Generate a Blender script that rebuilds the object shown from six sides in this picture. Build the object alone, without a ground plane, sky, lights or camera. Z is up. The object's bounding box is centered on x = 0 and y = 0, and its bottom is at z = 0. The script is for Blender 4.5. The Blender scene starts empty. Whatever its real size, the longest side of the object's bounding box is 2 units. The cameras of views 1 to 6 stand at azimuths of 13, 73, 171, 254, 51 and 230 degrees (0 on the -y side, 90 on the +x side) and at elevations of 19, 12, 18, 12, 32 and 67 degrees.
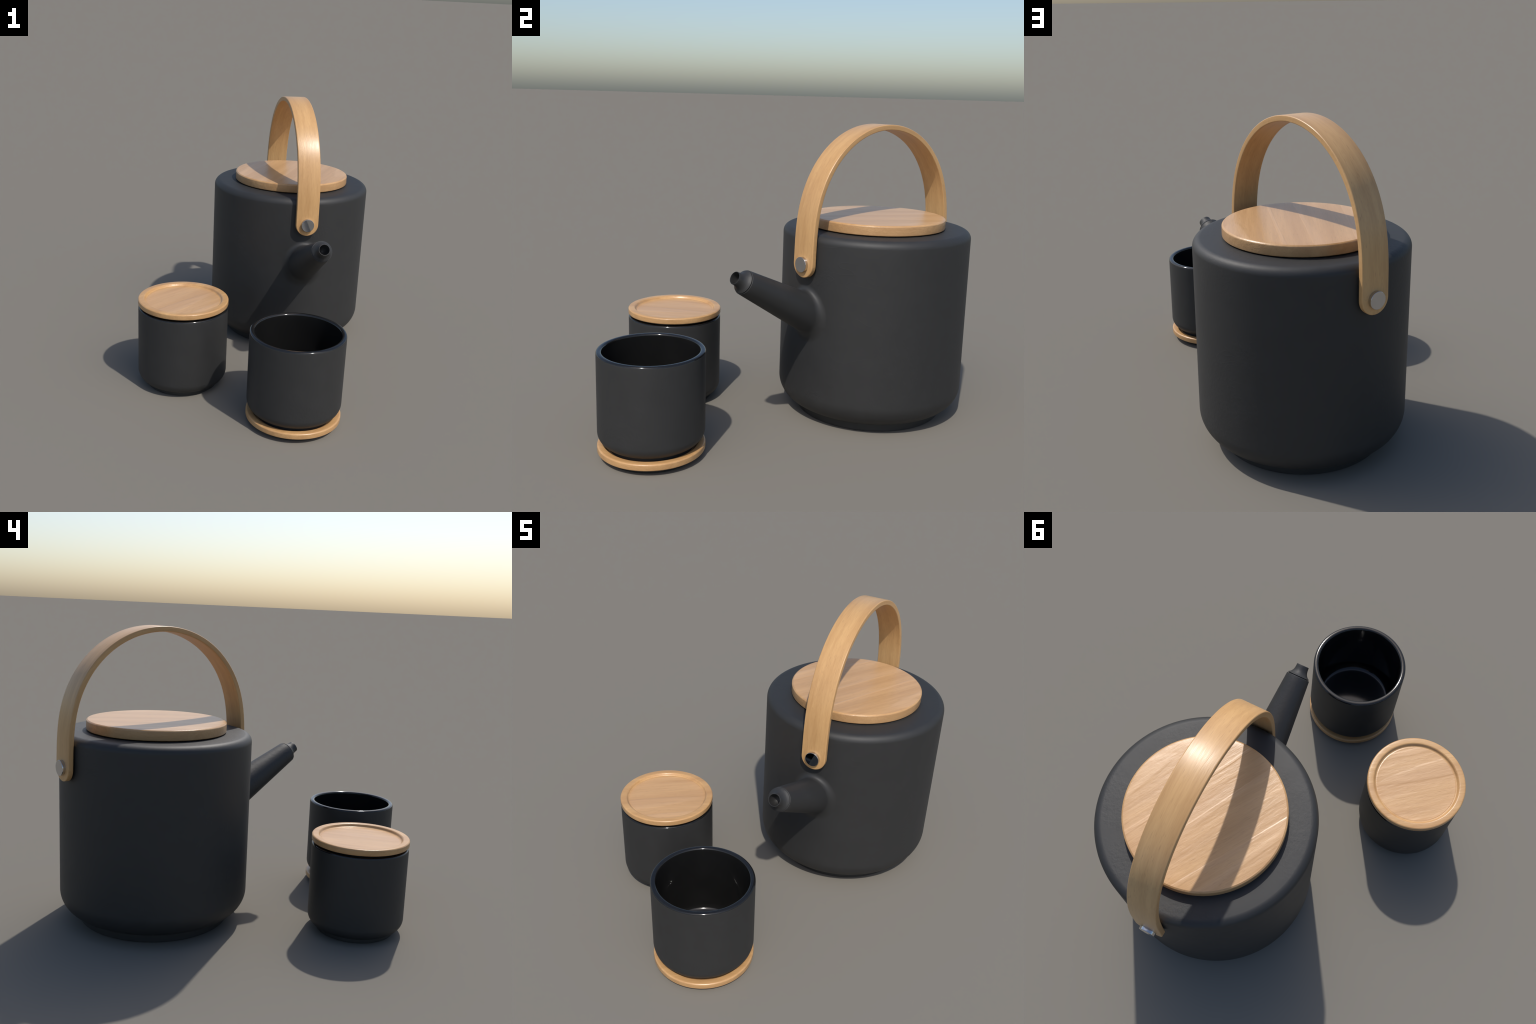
"""Matt black tea set: kettle with bentwood handle, lidded cup, open cup on a coaster."""
import bpy, bmesh, math
import numpy as np
from mathutils import Vector

SPOUT_AZ = math.radians(-66.6)          # heading of the kettle's spout
SEG = 192


# ------------------------------------------------------------------ helpers
def link(o, parent=None):
    bpy.context.scene.collection.objects.link(o)
    if parent is not None:
        o.parent = parent
    return o


def empty(name, loc, rot_z, label, category):
    e = bpy.data.objects.new(name, None)
    e.location = loc
    e.rotation_euler = (0, 0, rot_z)
    e.empty_display_size = 0.1
    e["label"], e["category"] = label, category
    return link(e)


def mesh_object(name, bm, mat, parent, angle=38.0):
    bmesh.ops.recalc_face_normals(bm, faces=bm.faces)
    me = bpy.data.meshes.new(name)
    bm.to_mesh(me)
    bm.free()
    me.polygons.foreach_set("use_smooth", [True] * len(me.polygons))
    me.set_sharp_from_angle(angle=math.radians(angle))
    me.materials.append(mat)
    return link(bpy.data.objects.new(name, me), parent)


def arc(cx, cz, r, a0, a1, n=10, rz=None):
    """Points of a circular (or elliptic) arc in the (radius, height) plane; degrees."""
    rz = r if rz is None else rz
    return [(cx + r * math.cos(math.radians(a0 + (a1 - a0) * i / n)),
             cz + rz * math.sin(math.radians(a0 + (a1 - a0) * i / n))) for i in range(n + 1)]


def refine(profile, step=0.03):
    out = [profile[0]]
    for (r0, z0), (r1, z1) in zip(profile, profile[1:]):
        k = max(1, int(math.hypot(r1 - r0, z1 - z0) / step))
        out += [(r0 + (r1 - r0) * i / k, z0 + (z1 - z0) * i / k) for i in range(1, k + 1)]
    return out


def revolve(profile, seg=SEG):
    bm = bmesh.new()
    rings = []
    for r, z in refine(profile):
        if r < 1e-6:
            rings.append([bm.verts.new((0, 0, z))])
        else:
            rings.append([bm.verts.new((r * math.cos(2 * math.pi * i / seg), r * math.sin(2 * math.pi * i / seg), z)) for i in range(seg)])
    for a, b in zip(rings, rings[1:]):
        for i in range(seg):
            j = (i + 1) % seg
            if len(a) == 1 and len(b) == 1:
                continue
            if len(a) == 1:
                bm.faces.new((a[0], b[i], b[j]))
            elif len(b) == 1:
                bm.faces.new((a[i], a[j], b[0]))
            else:
                bm.faces.new((a[i], a[j], b[j], b[i]))
    return bm


# ------------------------------------------------------------------ materials
class Nodes:
    def __init__(self, name):
        self.mat = bpy.data.materials.new(name)
        self.mat.use_nodes = True
        self.t = self.mat.node_tree
        self.bsdf = self.t.nodes["Principled BSDF"]

    def new(self, kind, **kw):
        n = self.t.nodes.new(kind)
        for k, v in kw.items():
            setattr(n, k, v)
        return n

    def put(self, socket, v):
        if hasattr(v, "is_linked"):
            self.t.links.new(v, socket)
        else:
            socket.default_value = v

    def math(self, op, a, b=0.0, c=0.0, clamp=False):
        n = self.new("ShaderNodeMath", operation=op, use_clamp=clamp)
        for s, v in zip(n.inputs, (a, b, c)):
            self.put(s, v)
        return n.outputs[0]

    def xyz(self, v):
        n = self.new("ShaderNodeSeparateXYZ")
        self.put(n.inputs[0], v)
        return n.outputs

    def vec(self, x, y, z):
        n = self.new("ShaderNodeCombineXYZ")
        for s, v in zip(n.inputs, (x, y, z)):
            self.put(s, v)
        return n.outputs[0]

    def mapping(self, v, scale=(1, 1, 1), rot=(0, 0, 0), loc=(0, 0, 0)):
        n = self.new("ShaderNodeMapping")
        self.put(n.inputs["Vector"], v)
        n.inputs["Scale"].default_value = scale
        n.inputs["Rotation"].default_value = rot
        n.inputs["Location"].default_value = loc
        return n.outputs[0]

    def noise(self, v, scale=1.0, detail=2.0, rough=0.5, distort=0.0):
        n = self.new("ShaderNodeTexNoise")
        self.put(n.inputs["Vector"], v)
        n.inputs["Scale"].default_value = scale
        n.inputs["Detail"].default_value = detail
        n.inputs["Roughness"].default_value = rough
        n.inputs["Distortion"].default_value = distort
        return n.outputs["Fac"]

    def ramp(self, fac, *stops):
        n = self.new("ShaderNodeValToRGB")
        self.put(n.inputs[0], fac)
        el = n.color_ramp.elements
        while len(el) < len(stops):
            el.new(0.5)
        for e, (p, c) in zip(el, stops):
            e.position = p
            e.color = (*c, 1) if len(c) == 3 else c
        return n.outputs[0]

    def smooth(self, v, lo, hi):
        n = self.new("ShaderNodeMapRange", interpolation_type="SMOOTHSTEP")
        self.put(n.inputs["Value"], v)
        n.inputs["From Min"].default_value, n.inputs["From Max"].default_value = lo, hi
        return n.outputs[0]

    def mix(self, fac, a, b, blend="MIX"):
        n = self.new("ShaderNodeMix", data_type="RGBA", blend_type=blend)
        self.put(n.inputs[0], fac)
        for s, v in ((n.inputs[6], a), (n.inputs[7], b)):
            self.put(s, (*v, 1) if isinstance(v, tuple) and len(v) == 3 else v)
        return n.outputs[2]

    def bump(self, height, strength, distance, normal=None):
        n = self.new("ShaderNodeBump")
        self.put(n.inputs["Height"], height)
        n.inputs["Strength"].default_value = strength
        n.inputs["Distance"].default_value = distance
        if normal is not None:
            self.put(n.inputs["Normal"], normal)
        return n.outputs[0]

    def set(self, **kw):
        for k, v in kw.items():
            self.put(self.bsdf.inputs[k.replace("_", " ")], v)
        return self.mat


def grey(x):
    return (x, x, x)


def matt_ceramic():
    """Unglazed black stoneware: nearly smooth, with faint patches of pitting and fine rubbed lines."""
    m = Nodes("matt_black_stoneware")
    p = m.new("ShaderNodeTexCoord").outputs["Object"]
    patch = m.smooth(m.noise(p, 3.2, 2.0), 0.46, 0.62)
    pits = m.noise(p, 70.0, 4.0, 0.6)
    broad = m.noise(p, 14.0, 3.0)
    lines = m.math("ABSOLUTE", m.math("SUBTRACT", m.noise(m.mapping(p, (4, 4, 8)), 1.2, 1.2, 0.5, 0.8), 0.5))
    lines = m.math("SUBTRACT", 1.0, m.smooth(lines, 0.0, 0.012))
    line_patch = m.smooth(m.noise(m.mapping(p, loc=(4.1, 2.3, 7.7)), 2.6, 1.0), 0.56, 0.66)
    h = m.math("MULTIPLY_ADD", m.math("MULTIPLY", pits, patch), 0.6, m.math("MULTIPLY", broad, 0.5))
    h = m.math("MULTIPLY_ADD", m.math("MULTIPLY", lines, line_patch), 0.11, h)
    col = m.ramp(broad, (0.3, grey(0.0215)), (0.7, grey(0.0240)))
    rough = m.math("MULTIPLY_ADD", broad, 0.06, 0.55)
    return m.set(Base_Color=col, Roughness=rough, Specular_IOR_Level=0.5, Normal=m.bump(h, 0.52, 0.003))


def glazed_ceramic():
    m = Nodes("glossy_black_glaze")
    p = m.new("ShaderNodeTexCoord").outputs["Object"]
    n = m.noise(p, 9.0, 2.0)
    return m.set(Base_Color=m.ramp(n, (0.3, grey(0.0085)), (0.7, grey(0.0105))), Roughness=0.105, Specular_IOR_Level=0.5,
                 Normal=m.bump(n, 0.012, 0.004))


def dark_seal():
    m = Nodes("dark_rubber_seal")
    p = m.new("ShaderNodeTexCoord").outputs["Object"]
    return m.set(Base_Color=m.ramp(m.noise(p, 40.0), (0.3, grey(0.010)), (0.7, grey(0.014))), Roughness=0.6)


def steel():
    m = Nodes("polished_steel")
    p = m.new("ShaderNodeTexCoord").outputs["Object"]
    n = m.noise(p, 30.0)
    return m.set(Base_Color=m.ramp(n, (0.2, (0.54, 0.54, 0.55)), (0.8, (0.57, 0.57, 0.58))), Metallic=1.0,
                 Roughness=m.math("MULTIPLY_ADD", n, 0.02, 0.05))


GOLD = ((0.455, 0.252, 0.102), (0.60, 0.360, 0.157))
PINK = ((0.475, 0.274, 0.126), (0.610, 0.370, 0.180))


def wood_colour(m, q, gold_to_pink, seed):
    """q: coordinates with the grain along x.  Returns colour and height."""
    q = m.mapping(q, loc=(seed, seed * 1.7, seed * 0.6))
    bands = m.noise(m.mapping(q, (0.55, 7.0, 7.0)), 1.0, 2.0, 0.5, 0.25)
    streak = m.noise(m.mapping(q, (1.6, 34.0, 34.0)), 1.0, 3.0, 0.6, 0.15)
    fibre = m.noise(m.mapping(q, (14.0, 190.0, 190.0)), 1.0, 2.0, 0.6)
    tone = m.math("MULTIPLY_ADD", streak, 0.42, m.math("MULTIPLY_ADD", bands, 0.45, m.math("MULTIPLY", fibre, 0.22)))
    gold = m.ramp(tone, (0.40, GOLD[0]), (0.68, GOLD[1]))
    pink = m.ramp(tone, (0.40, PINK[0]), (0.68, PINK[1]))
    col = m.mix(gold_to_pink, gold, pink)
    fleck = m.smooth(m.noise(m.mapping(q, (26.0, 300.0, 300.0), loc=(3.1, 1.1, 0.4)), 1.0, 1.0), 0.62, 0.76)
    col = m.mix(m.math("MULTIPLY", fleck, 0.30), col, (0.27, 0.14, 0.06))
    return col, bands, streak, fibre


def lid_wood(name, grain_deg, pink_radius, seed, relief, side_pink):
    """Turned lid: grain runs straight across; the flat face inside pink_radius is paler and pinker."""
    m = Nodes(name)
    tc = m.new("ShaderNodeTexCoord")
    p = tc.outputs["Object"]
    x, y, z = m.xyz(p)
    nz = m.xyz(tc.outputs["Normal"])[2]
    r = m.math("SQRT", m.math("MULTIPLY_ADD", x, x, m.math("MULTIPLY", y, y)))
    face = m.math("MULTIPLY", m.smooth(nz, 0.9, 0.985), m.math("SUBTRACT", 1.0, m.smooth(r, pink_radius - 0.004, pink_radius + 0.004)))
    q = m.mapping(p, rot=(0, 0, -math.radians(grain_deg)))
    side = m.math("SUBTRACT", 1.0, m.smooth(m.math("ABSOLUTE", nz), 0.3, 0.8))
    pinkness = m.math("MAXIMUM", face, m.math("MULTIPLY", side, side_pink))
    col, bands, streak, fibre = wood_colour(m, q, pinkness, seed)
    col = m.mix(m.math("MULTIPLY", side, side_pink * 0.22), col, (0.2, 0.11, 0.05))
    # a few long, slightly slanting growth lines that stand out in relief on the flat face
    q2 = m.mapping(p, rot=(0, 0, -math.radians(grain_deg + 5)), loc=(seed, 0.35 * seed, 0))
    ridge = m.noise(m.mapping(q2, (0.5, 10.0, 1.0)), 1.0, 3.0, 0.55, 0.3)
    short = m.noise(m.mapping(q2, (17.0, 60.0, 1.0), loc=(seed, 2, 0)), 1.0, 3.0, 0.6, 0.3)
    layer = m.noise(m.mapping(q2, (0.30, 3.6, 1.0), loc=(0.7 * seed, 1.3, 0)), 1.0, 2.0, 0.4, 0.1)
    step_up, step_down = m.smooth(layer, 0.500, 0.516), m.smooth(layer, 0.538, 0.556)
    steps = m.math("SUBTRACT", step_up, m.math("MULTIPLY", step_down, 0.9))
    ridge_h = m.math("MULTIPLY_ADD", steps, 0.24, m.math("MULTIPLY", ridge, 0.95))
    col = m.mix(m.math("MULTIPLY", m.math("MULTIPLY", steps, face), 0.22), col, (0.68, 0.44, 0.26))
    h = m.math("MULTIPLY_ADD", ridge_h, 1.0, m.math("MULTIPLY_ADD", short, 0.30, m.math("MULTIPLY", streak, 0.20)))
    end_grain = m.noise(m.mapping(p, (60, 60, 60)), 1.0, 3.0, 0.6)
    rim = m.math("MULTIPLY_ADD", streak, 0.35, m.math("MULTIPLY", fibre, 0.10))
    off_face = m.math("MULTIPLY_ADD", end_grain, m.math("MULTIPLY", side, 0.5), rim)
    h = m.math("MULTIPLY_ADD", h, face, m.math("MULTIPLY", m.math("SUBTRACT", 1.0, face), off_face))
    col = m.mix(m.math("MULTIPLY", m.smooth(ridge, 0.62, 0.36), 0.26), col, (0.40, 0.21, 0.095))
    rough = m.math("MULTIPLY_ADD", fibre, 0.10, 0.28)
    return m.set(Base_Color=col, Roughness=rough, Specular_IOR_Level=0.5, Normal=m.bump(h, relief, 0.006))


def bent_wood():
    """Steam-bent strip: fibres follow the bow (angle about the bow's centre), narrow across it."""
    m = Nodes("bentwood_beech")
    p = m.new("ShaderNodeTexCoord").outputs["Object"]
    x, y, z = m.xyz(p)
    zz = m.math("SUBTRACT", z, 0.95)
    along = m.math("MULTIPLY", m.math("ARCTAN2", x, m.math("MAXIMUM", zz, 0.0)), 0.5)
    along = m.math("SUBTRACT", along, m.math("MULTIPLY", m.math("MINIMUM", zz, 0.0), m.math("SIGN", x)))
    depth = m.math("SQRT", m.math("MULTIPLY_ADD", x, x, m.math("MULTIPLY", zz, zz)))
    q = m.vec(along, y, depth)
    col, bands, streak, fibre = wood_colour(m, q, 0.0, 5.3)
    # scattered nicks on the narrow edges
    nick = m.noise(m.mapping(q, (46.0, 5.0, 14.0)), 1.0, 2.0, 0.6)
    edge = m.smooth(m.math("ABSOLUTE", y), 0.0655, 0.0664)
    h = m.math("MULTIPLY_ADD", m.math("MULTIPLY", nick, edge), 1.6, m.math("MULTIPLY_ADD", fibre, 0.5, m.math("MULTIPLY", streak, 0.3)))
    rough = m.math("MULTIPLY_ADD", fibre, 0.14, 0.29)
    return m.set(Base_Color=col, Roughness=rough, Specular_IOR_Level=0.5, Normal=m.bump(h, 0.25, 0.003))


CERAMIC, GLAZE, SEAL, STEEL = matt_ceramic(), glazed_ceramic(), dark_seal(), steel()
KETTLE_LID_WOOD = lid_wood("beech_kettle_lid", 82 - math.degrees(SPOUT_AZ), 0.352, 2.0, 0.42, 0.75)
CUP_LID_WOOD = lid_wood("beech_cup_lid", 61, 0.2035, 7.4, 0.42, 0.25)
BENTWOOD = bent_wood()

# ------------------------------------------------------------------ kettle
BODY_R, SHOULDER_Z, CORNER_R, CORNER_Z = 0.489, 0.991, 0.122, 0.1606
kettle = empty("kettle", (0.0236, 0.4903, 0), SPOUT_AZ,
               "matt black cylindrical kettle with bentwood handle and lid", "kettle")


def kettle_body():
    foot_r = 0.3868
    end = -math.degrees(math.acos((foot_r - 0.008 - BODY_R + CORNER_R) / CORNER_R))
    sh = 0.038
    prof = [(0.0, 0.05), (foot_r - 0.02, 0.043)]
    prof += arc(BODY_R - CORNER_R, CORNER_Z, CORNER_R, end, 0, 24)
    prof += arc(BODY_R - sh, SHOULDER_Z - sh, sh, 0, 90, 14)
    prof += arc(0.333, SHOULDER_Z - 0.008, 0.008, 90, 180, 5)
    prof += [(0.325, SHOULDER_Z - 0.05), (0.455, SHOULDER_Z - 0.08), (0.455, 0.12), (0.40, 0.075), (0.0, 0.07)]
    mesh_object("body", revolve(prof), CERAMIC, kettle)
    foot = [(0.0, 0.008), (0.360, 0.008), (0.364, 0.0)] + arc(foot_r - 0.0022, 0.0022, 0.0022, -90, 0, 4) + [(foot_r - 0.001, 0.046), (0.30, 0.052)]
    mesh_object("foot", revolve(foot), CERAMIC, kettle)


def kettle_lid():
    r, z0, z1, b = 0.3562, 0.9955, 1.0468, 0.009
    prof = [(0, z0)] + arc(r - 0.005, z0 + 0.005, 0.005, -90, 0, 4) + arc(r - b, z1 - b, b, 0, 90, 8) + [(0, z1)]
    lid = mesh_object("lid", revolve(prof), KETTLE_LID_WOOD, kettle)
    plug = [(0, 0.93), (0.31, 0.93), (0.316, 0.936), (0.316, 0.9965), (0, 0.9965)]
    mesh_object("seal", revolve(plug), SEAL, lid)


# the spout: a slim cone rising from the wall, flared smoothly onto it, with a separate nozzle
TIP = Vector((0.9421, 0, 0.8327))
SLOPE = math.radians(27.68)
INWARD = Vector((-math.cos(SLOPE), 0, -math.sin(SLOPE)))
SIDE = Vector((0, 1, 0))
UPWARD = SIDE.cross(INWARD) * -1
if UPWARD.z < 0:
    UPWARD = -UPWARD


def spout_point(L, rho, a):
    return TIP + INWARD * L + (SIDE * math.cos(a) + UPWARD * math.sin(a)) * rho


def cone_radius(L):
    return 0.0595 + 0.0818 * (L - 0.0592)


def wall_L(rho, a):
    """Distance along the spout axis at which the point (rho, a) lies on the kettle wall."""
    lo, hi = 0.0, 0.75
    for _ in range(40):
        mid = 0.5 * (lo + hi)
        p = spout_point(mid, rho, a)
        if math.hypot(p.x, p.y) > BODY_R:
            lo = mid
        else:
            hi = mid
    return 0.5 * (lo + hi)


def spout():
    seg, ring_L = 128, 0.0592
    bm = bmesh.new()
    loops = []
    for i in range(seg):
        a = 2 * math.pi * i / seg
        pts = []
        # blunt end with a small rounded lip, then a shallow groove where the nozzle sits
        lip = 0.0025
        pts += [spout_point(ring_L + 0.006, 0.0505, a), spout_point(ring_L + 0.0004, 0.0525, a)]
        for k in range(5):
            t = math.radians(90 - 90 * k / 4)
            pts.append(spout_point(ring_L + lip - lip * math.sin(t), 0.0595 - lip + lip * math.cos(t), a))
        hit = 0.45
        for _ in range(40):
            hit = wall_L(cone_radius(hit), a)
        P1 = hit - 0.041
        for k in range(1, 13):
            L = ring_L + 0.004 + (P1 - ring_L - 0.004) * k / 12
            pts.append(spout_point(L, cone_radius(L), a))
        A, I = pts[-1], spout_point(hit, cone_radius(hit), a)
        rho2 = cone_radius(hit) + 0.037
        B = spout_point(wall_L(rho2, a), rho2, a)
        B2 = spout_point(wall_L(rho2 - 0.002, a), rho2 - 0.002, a)
        Ha = A + (I - A) * 0.62
        Hb = B + (B2 - B).normalized() * (B - I).length * 0.62
        for k in range(1, 25):
            t = k / 24
            p = A * (1 - t) ** 3 + Ha * 3 * t * (1 - t) ** 2 + Hb * 3 * t * t * (1 - t) + B * t ** 3
            r = math.hypot(p.x, p.y)
            if r < BODY_R + 0.0001:       # keep the feathered skirt just on the wall
                p = Vector((p.x * (BODY_R + 0.0001) / r, p.y * (BODY_R + 0.0001) / r, p.z))
            pts.append(p)
        loops.append([bm.verts.new(p) for p in pts])
    for i in range(seg):
        a, b = loops[i], loops[(i + 1) % seg]
        for k in range(len(a) - 1):
            bm.faces.new((a[k], a[k + 1], b[k + 1], b[k]))
    mesh_object("spout", bm, CERAMIC, kettle, 50)


def nozzle():
    """Concave funnel from the spout's end to a thin round mouth, hollow inside."""
    ring_L, seg = 0.0592, 96
    outer = [(1.12, 0.0515), (0.955, 0.0515), (0.945, 0.0556), (0.920, 0.0562), (0.88, 0.0535), (0.82, 0.0480), (0.74, 0.0430), (0.62, 0.0380),
             (0.48, 0.0345), (0.32, 0.0325), (0.16, 0.0316), (0.02, 0.0312), (0.0, 0.0306)]
    inner = [(0.0, 0.0290), (0.03, 0.0284), (0.25, 0.0286), (0.50, 0.0275), (0.70, 0.0245), (0.85, 0.0200), (0.96, 0.0135), (1.02, 0.0065), (1.04, 0.0)]
    bm = bmesh.new()
    rings = []
    for f, r in outer + inner:
        L = ring_L * f
        rings.append([bm.verts.new(spout_point(L, r, 2 * math.pi * i / seg)) for i in range(seg)] if r > 0 else [bm.verts.new(spout_point(L, 0, 0))])
    for a, b in zip(rings, rings[1:]):
        for i in range(seg):
            j = (i + 1) % seg
            bm.faces.new((a[i], a[j], b[j], b[i]) if len(b) > 1 else (a[i], a[j], b[0]))
    mesh_object("nozzle", bm, CERAMIC, kettle, 60)


# the handle: a flat strip with rounded ends and eased edges, bent along a bow
BOLT_Z, HALF_W, THICK, OUTER_S = 0.8445, 0.0667, 0.027, 0.522
APEX_Z = 1.520
BOW_CURVATURE = (1.893, 1.624, -4.687)      # curvature along the bow from its apex: k0 + k2 l^2 + k4 l^4


def bow_path():
    """Outer-face curve, grown from the apex down both sides by integrating the curvature until it hangs plumb."""
    k0, k2, k4 = BOW_CURVATURE
    l = np.linspace(0, 1.2, 2401)
    kappa = np.maximum(k0 + k2 * l ** 2 + k4 * l ** 4, 0)
    step = l[1]
    theta = np.concatenate([[0], np.cumsum((kappa[1:] + kappa[:-1]) / 2 * step)])
    s = np.concatenate([[0], np.cumsum((np.cos(theta[1:]) + np.cos(theta[:-1])) / 2 * step)])
    z = APEX_Z - np.concatenate([[0], np.cumsum((np.sin(theta[1:]) + np.sin(theta[:-1])) / 2 * step)])
    keep = z > BOLT_Z
    s, z = s[keep] * OUTER_S / s[keep][-1], z[keep]
    s, z = np.append(s[::6], OUTER_S), np.append(z[::6], BOLT_Z)
    c = np.stack([np.concatenate([-s[:0:-1], s]), np.concatenate([z[:0:-1], z])], 1)
    arc_len = np.concatenate([[0], np.cumsum(np.hypot(*np.diff(c, axis=0).T))])
    return c, arc_len


def handle():
    curve, al = bow_path()
    total = al[-1]

    def place(l, y, h):
        """l along the bow from bolt to bolt, y across, h below (-) the outer face."""
        lc = min(max(l, 0.0), total)
        p = np.array([np.interp(lc, al, curve[:, 0]), np.interp(lc, al, curve[:, 1])])
        if l < 0.02 or l > total - 0.02:
            tan = np.array([0.0, 1.0 if l < 0.02 else -1.0])
        else:
            q0 = np.array([np.interp(lc - 0.004, al, curve[:, i]) for i in (0, 1)])
            q1 = np.array([np.interp(lc + 0.004, al, curve[:, i]) for i in (0, 1)])
            tan = (q1 - q0) / np.linalg.norm(q1 - q0)
        p = p + tan * (l - lc)
        nrm = np.array([-tan[1], tan[0]])
        p = p + nrm * h
        return (p[0], y, p[1])

    ease, caps, runs = 0.0045, 18, 170
    inset = HALF_W - ease
    # the outline as pairs of mirrored points (left, right) with outward directions
    stations = []
    for k in range(caps + 1):
        a = math.radians(90 * k / caps)
        stations.append((-math.cos(a), math.sin(a), 0.0))
    for k in range(1, runs):
        stations.append((0.0, 1.0, total * k / runs))
    for k in range(caps + 1):
        a = math.radians(90 * k / caps)
        stations.append((math.sin(a), math.cos(a), total))
    prof = [(ease * math.sin(math.radians(a)), -ease + ease * math.cos(math.radians(a))) for a in range(0, 91, 15)]
    prof += [(ease, -THICK / 2)]
    prof += [(ease * math.cos(math.radians(a)), -THICK + ease - ease * math.sin(math.radians(a))) for a in range(0, 91, 15)]
    bm = bmesh.new()
    loops = []
    for off, h in prof:
        left, right = [], []
        for nl, ny, base in stations:
            l, y = base + nl * (inset + off), ny * (inset + off)
            if abs(ny) < 1e-9:
                v = bm.verts.new(place(l, 0, h))
                left.append(v)
                right.append(v)
            else:
                left.append(bm.verts.new(place(l, -y, h)))
                right.append(bm.verts.new(place(l, y, h)))
        loops.append((left, right))
    for (l0, r0), (l1, r1) in zip(loops, loops[1:]):
        for a, b in ((l0, l1), (r0, r1)):
            for i in range(len(a) - 1):
                bm.faces.new((a[i], a[i + 1], b[i + 1], b[i]))
    for left, right in (loops[0], loops[-1]):
        for i in range(len(left) - 1):
            vs = []
            for v in (left[i], left[i + 1], right[i + 1], right[i]):
                if v not in vs:
                    vs.append(v)
            bm.faces.new(vs)
    strip = mesh_object("handle", bm, BENTWOOD, kettle, 45)

    # round steel rivets through both ends
    prof = [(0.0, 0.5380), (0.0350, 0.5380), (0.0363, 0.5380)] + arc(0.0365, 0.5365, 0.0015, 90, 0, 4)[1:] + [(0.0380, 0.5340), (0.0380, 0.519), (0.02, 0.519), (0.02, 0.48), (0, 0.48)]
    bm = revolve(prof, 96)
    for v in bm.verts:
        v.co = Vector((v.co.z, v.co.y, -v.co.x + BOLT_Z))
    rivet = mesh_object("rivet", bm, STEEL, strip, 18)
    other = rivet.copy()
    other.rotation_euler = (0, 0, math.pi)
    link(other, strip)


kettle_body()
kettle_lid()
spout()
nozzle()
handle()

# ------------------------------------------------------------------ cups
CUP_H, CUP_R, INNER_R = 0.4625, 0.2495, 0.2225


def cup_meshes(parent):
    zf, c, foot_r = 0.081, 0.062, 0.2003
    end = -math.degrees(math.acos((foot_r - CUP_R + c) / c))
    w = (CUP_R - INNER_R) / 2
    n = 2.6                                # rim: a slightly squared-off round

    def rim(a):
        ca, sa = math.cos(math.radians(a)), math.sin(math.radians(a))
        return (CUP_R - w + w * math.copysign(abs(ca) ** (2 / n), ca), CUP_H - 0.012 + 0.012 * abs(sa) ** (2 / n))

    matt_edge = 16
    wall = [(0.0, zf - c + 0.006), (foot_r - 0.014, zf - c + 0.002)] + arc(CUP_R - c, zf, c, end - 4, 0, 18)
    wall += [rim(a) for a in range(0, matt_edge + 1, 8)]
    body = mesh_object("wall", revolve(wall), CERAMIC, parent)
    floor, fr = 0.0685, 0.038
    glaze = [rim(a) for a in range(matt_edge, 145, 4)] + [rim(a) for a in range(148, 181, 8)]
    glaze += [(INNER_R - 0.0002, CUP_H - 0.0150), (INNER_R - 0.0003, CUP_H - 0.0200)]
    glaze += arc(INNER_R - 0.001 - fr, floor + fr, fr, 0, -90, 12) + [(0.0, floor)]
    lining = mesh_object("glazed_lining", revolve(glaze), GLAZE, parent)
    foot = [(0.0, 0.005), (0.175, 0.005), (0.178, 0.0)] + arc(foot_r - 0.0018, 0.0018, 0.0018, -90, 0, 4) + [(foot_r - 0.0005, zf - c + 0.003), (0.15, zf - c + 0.008)]
    base = mesh_object("foot", revolve(foot), CERAMIC, parent)
    return body, lining, base


def wooden_disc(parent, name, z):
    """Turned wooden disc, used as the cup's lid and as its coaster: raised rim, sunken face, seal beneath."""
    r, t, e = 0.2508, 0.0325, 0.0078
    prof = [(0.0, z)] + arc(r - 0.006, z + 0.006, 0.006, -90, 0, 5) + arc(r - e, z + t - e, e, 0, 90, 8)
    floor = z + t - 0.0145
    prof += arc(0.2225, z + t - 0.009, 0.009, 90, 150, 6)      # eased inner edge of the rim
    prof += arc(0.2020, floor + 0.012, 0.012, -30, -90, 8)     # cove down to the sunken face
    prof += [(0.0, floor)]
    disc = mesh_object(name, revolve(prof), CUP_LID_WOOD, parent, 50)
    ring = [(0.0, z - 0.022), (0.19, z - 0.022), (0.194, z - 0.0255)] + arc(0.211, z - 0.0215, 0.004, -90, 0, 4) + [(0.215, z + 0.001), (0.0, z + 0.001)]
    mesh_object("seal", revolve(ring), SEAL, disc)
    return disc


lidded = empty("lidded_cup", (-0.3485, -0.5182, 0), 0, "matt black handleless cup closed with a beech lid", "cup")
wall_, lining_, foot_ = cup_meshes(lidded)
wooden_disc(lidded, "lid", 0.4722)

coaster = empty("coaster", (0.349, -0.7488, 0), 0, "round beech coaster with raised rim and dark seal", "coaster")
wooden_disc(coaster, "disc", 0.0257)

cup = empty("open_cup", (0.349, -0.7488, 0.0437), 0, "matt black handleless cup with glossy glazed inside", "cup")
for o in (wall_, lining_, foot_):
    link(o.copy(), cup).parent = cup
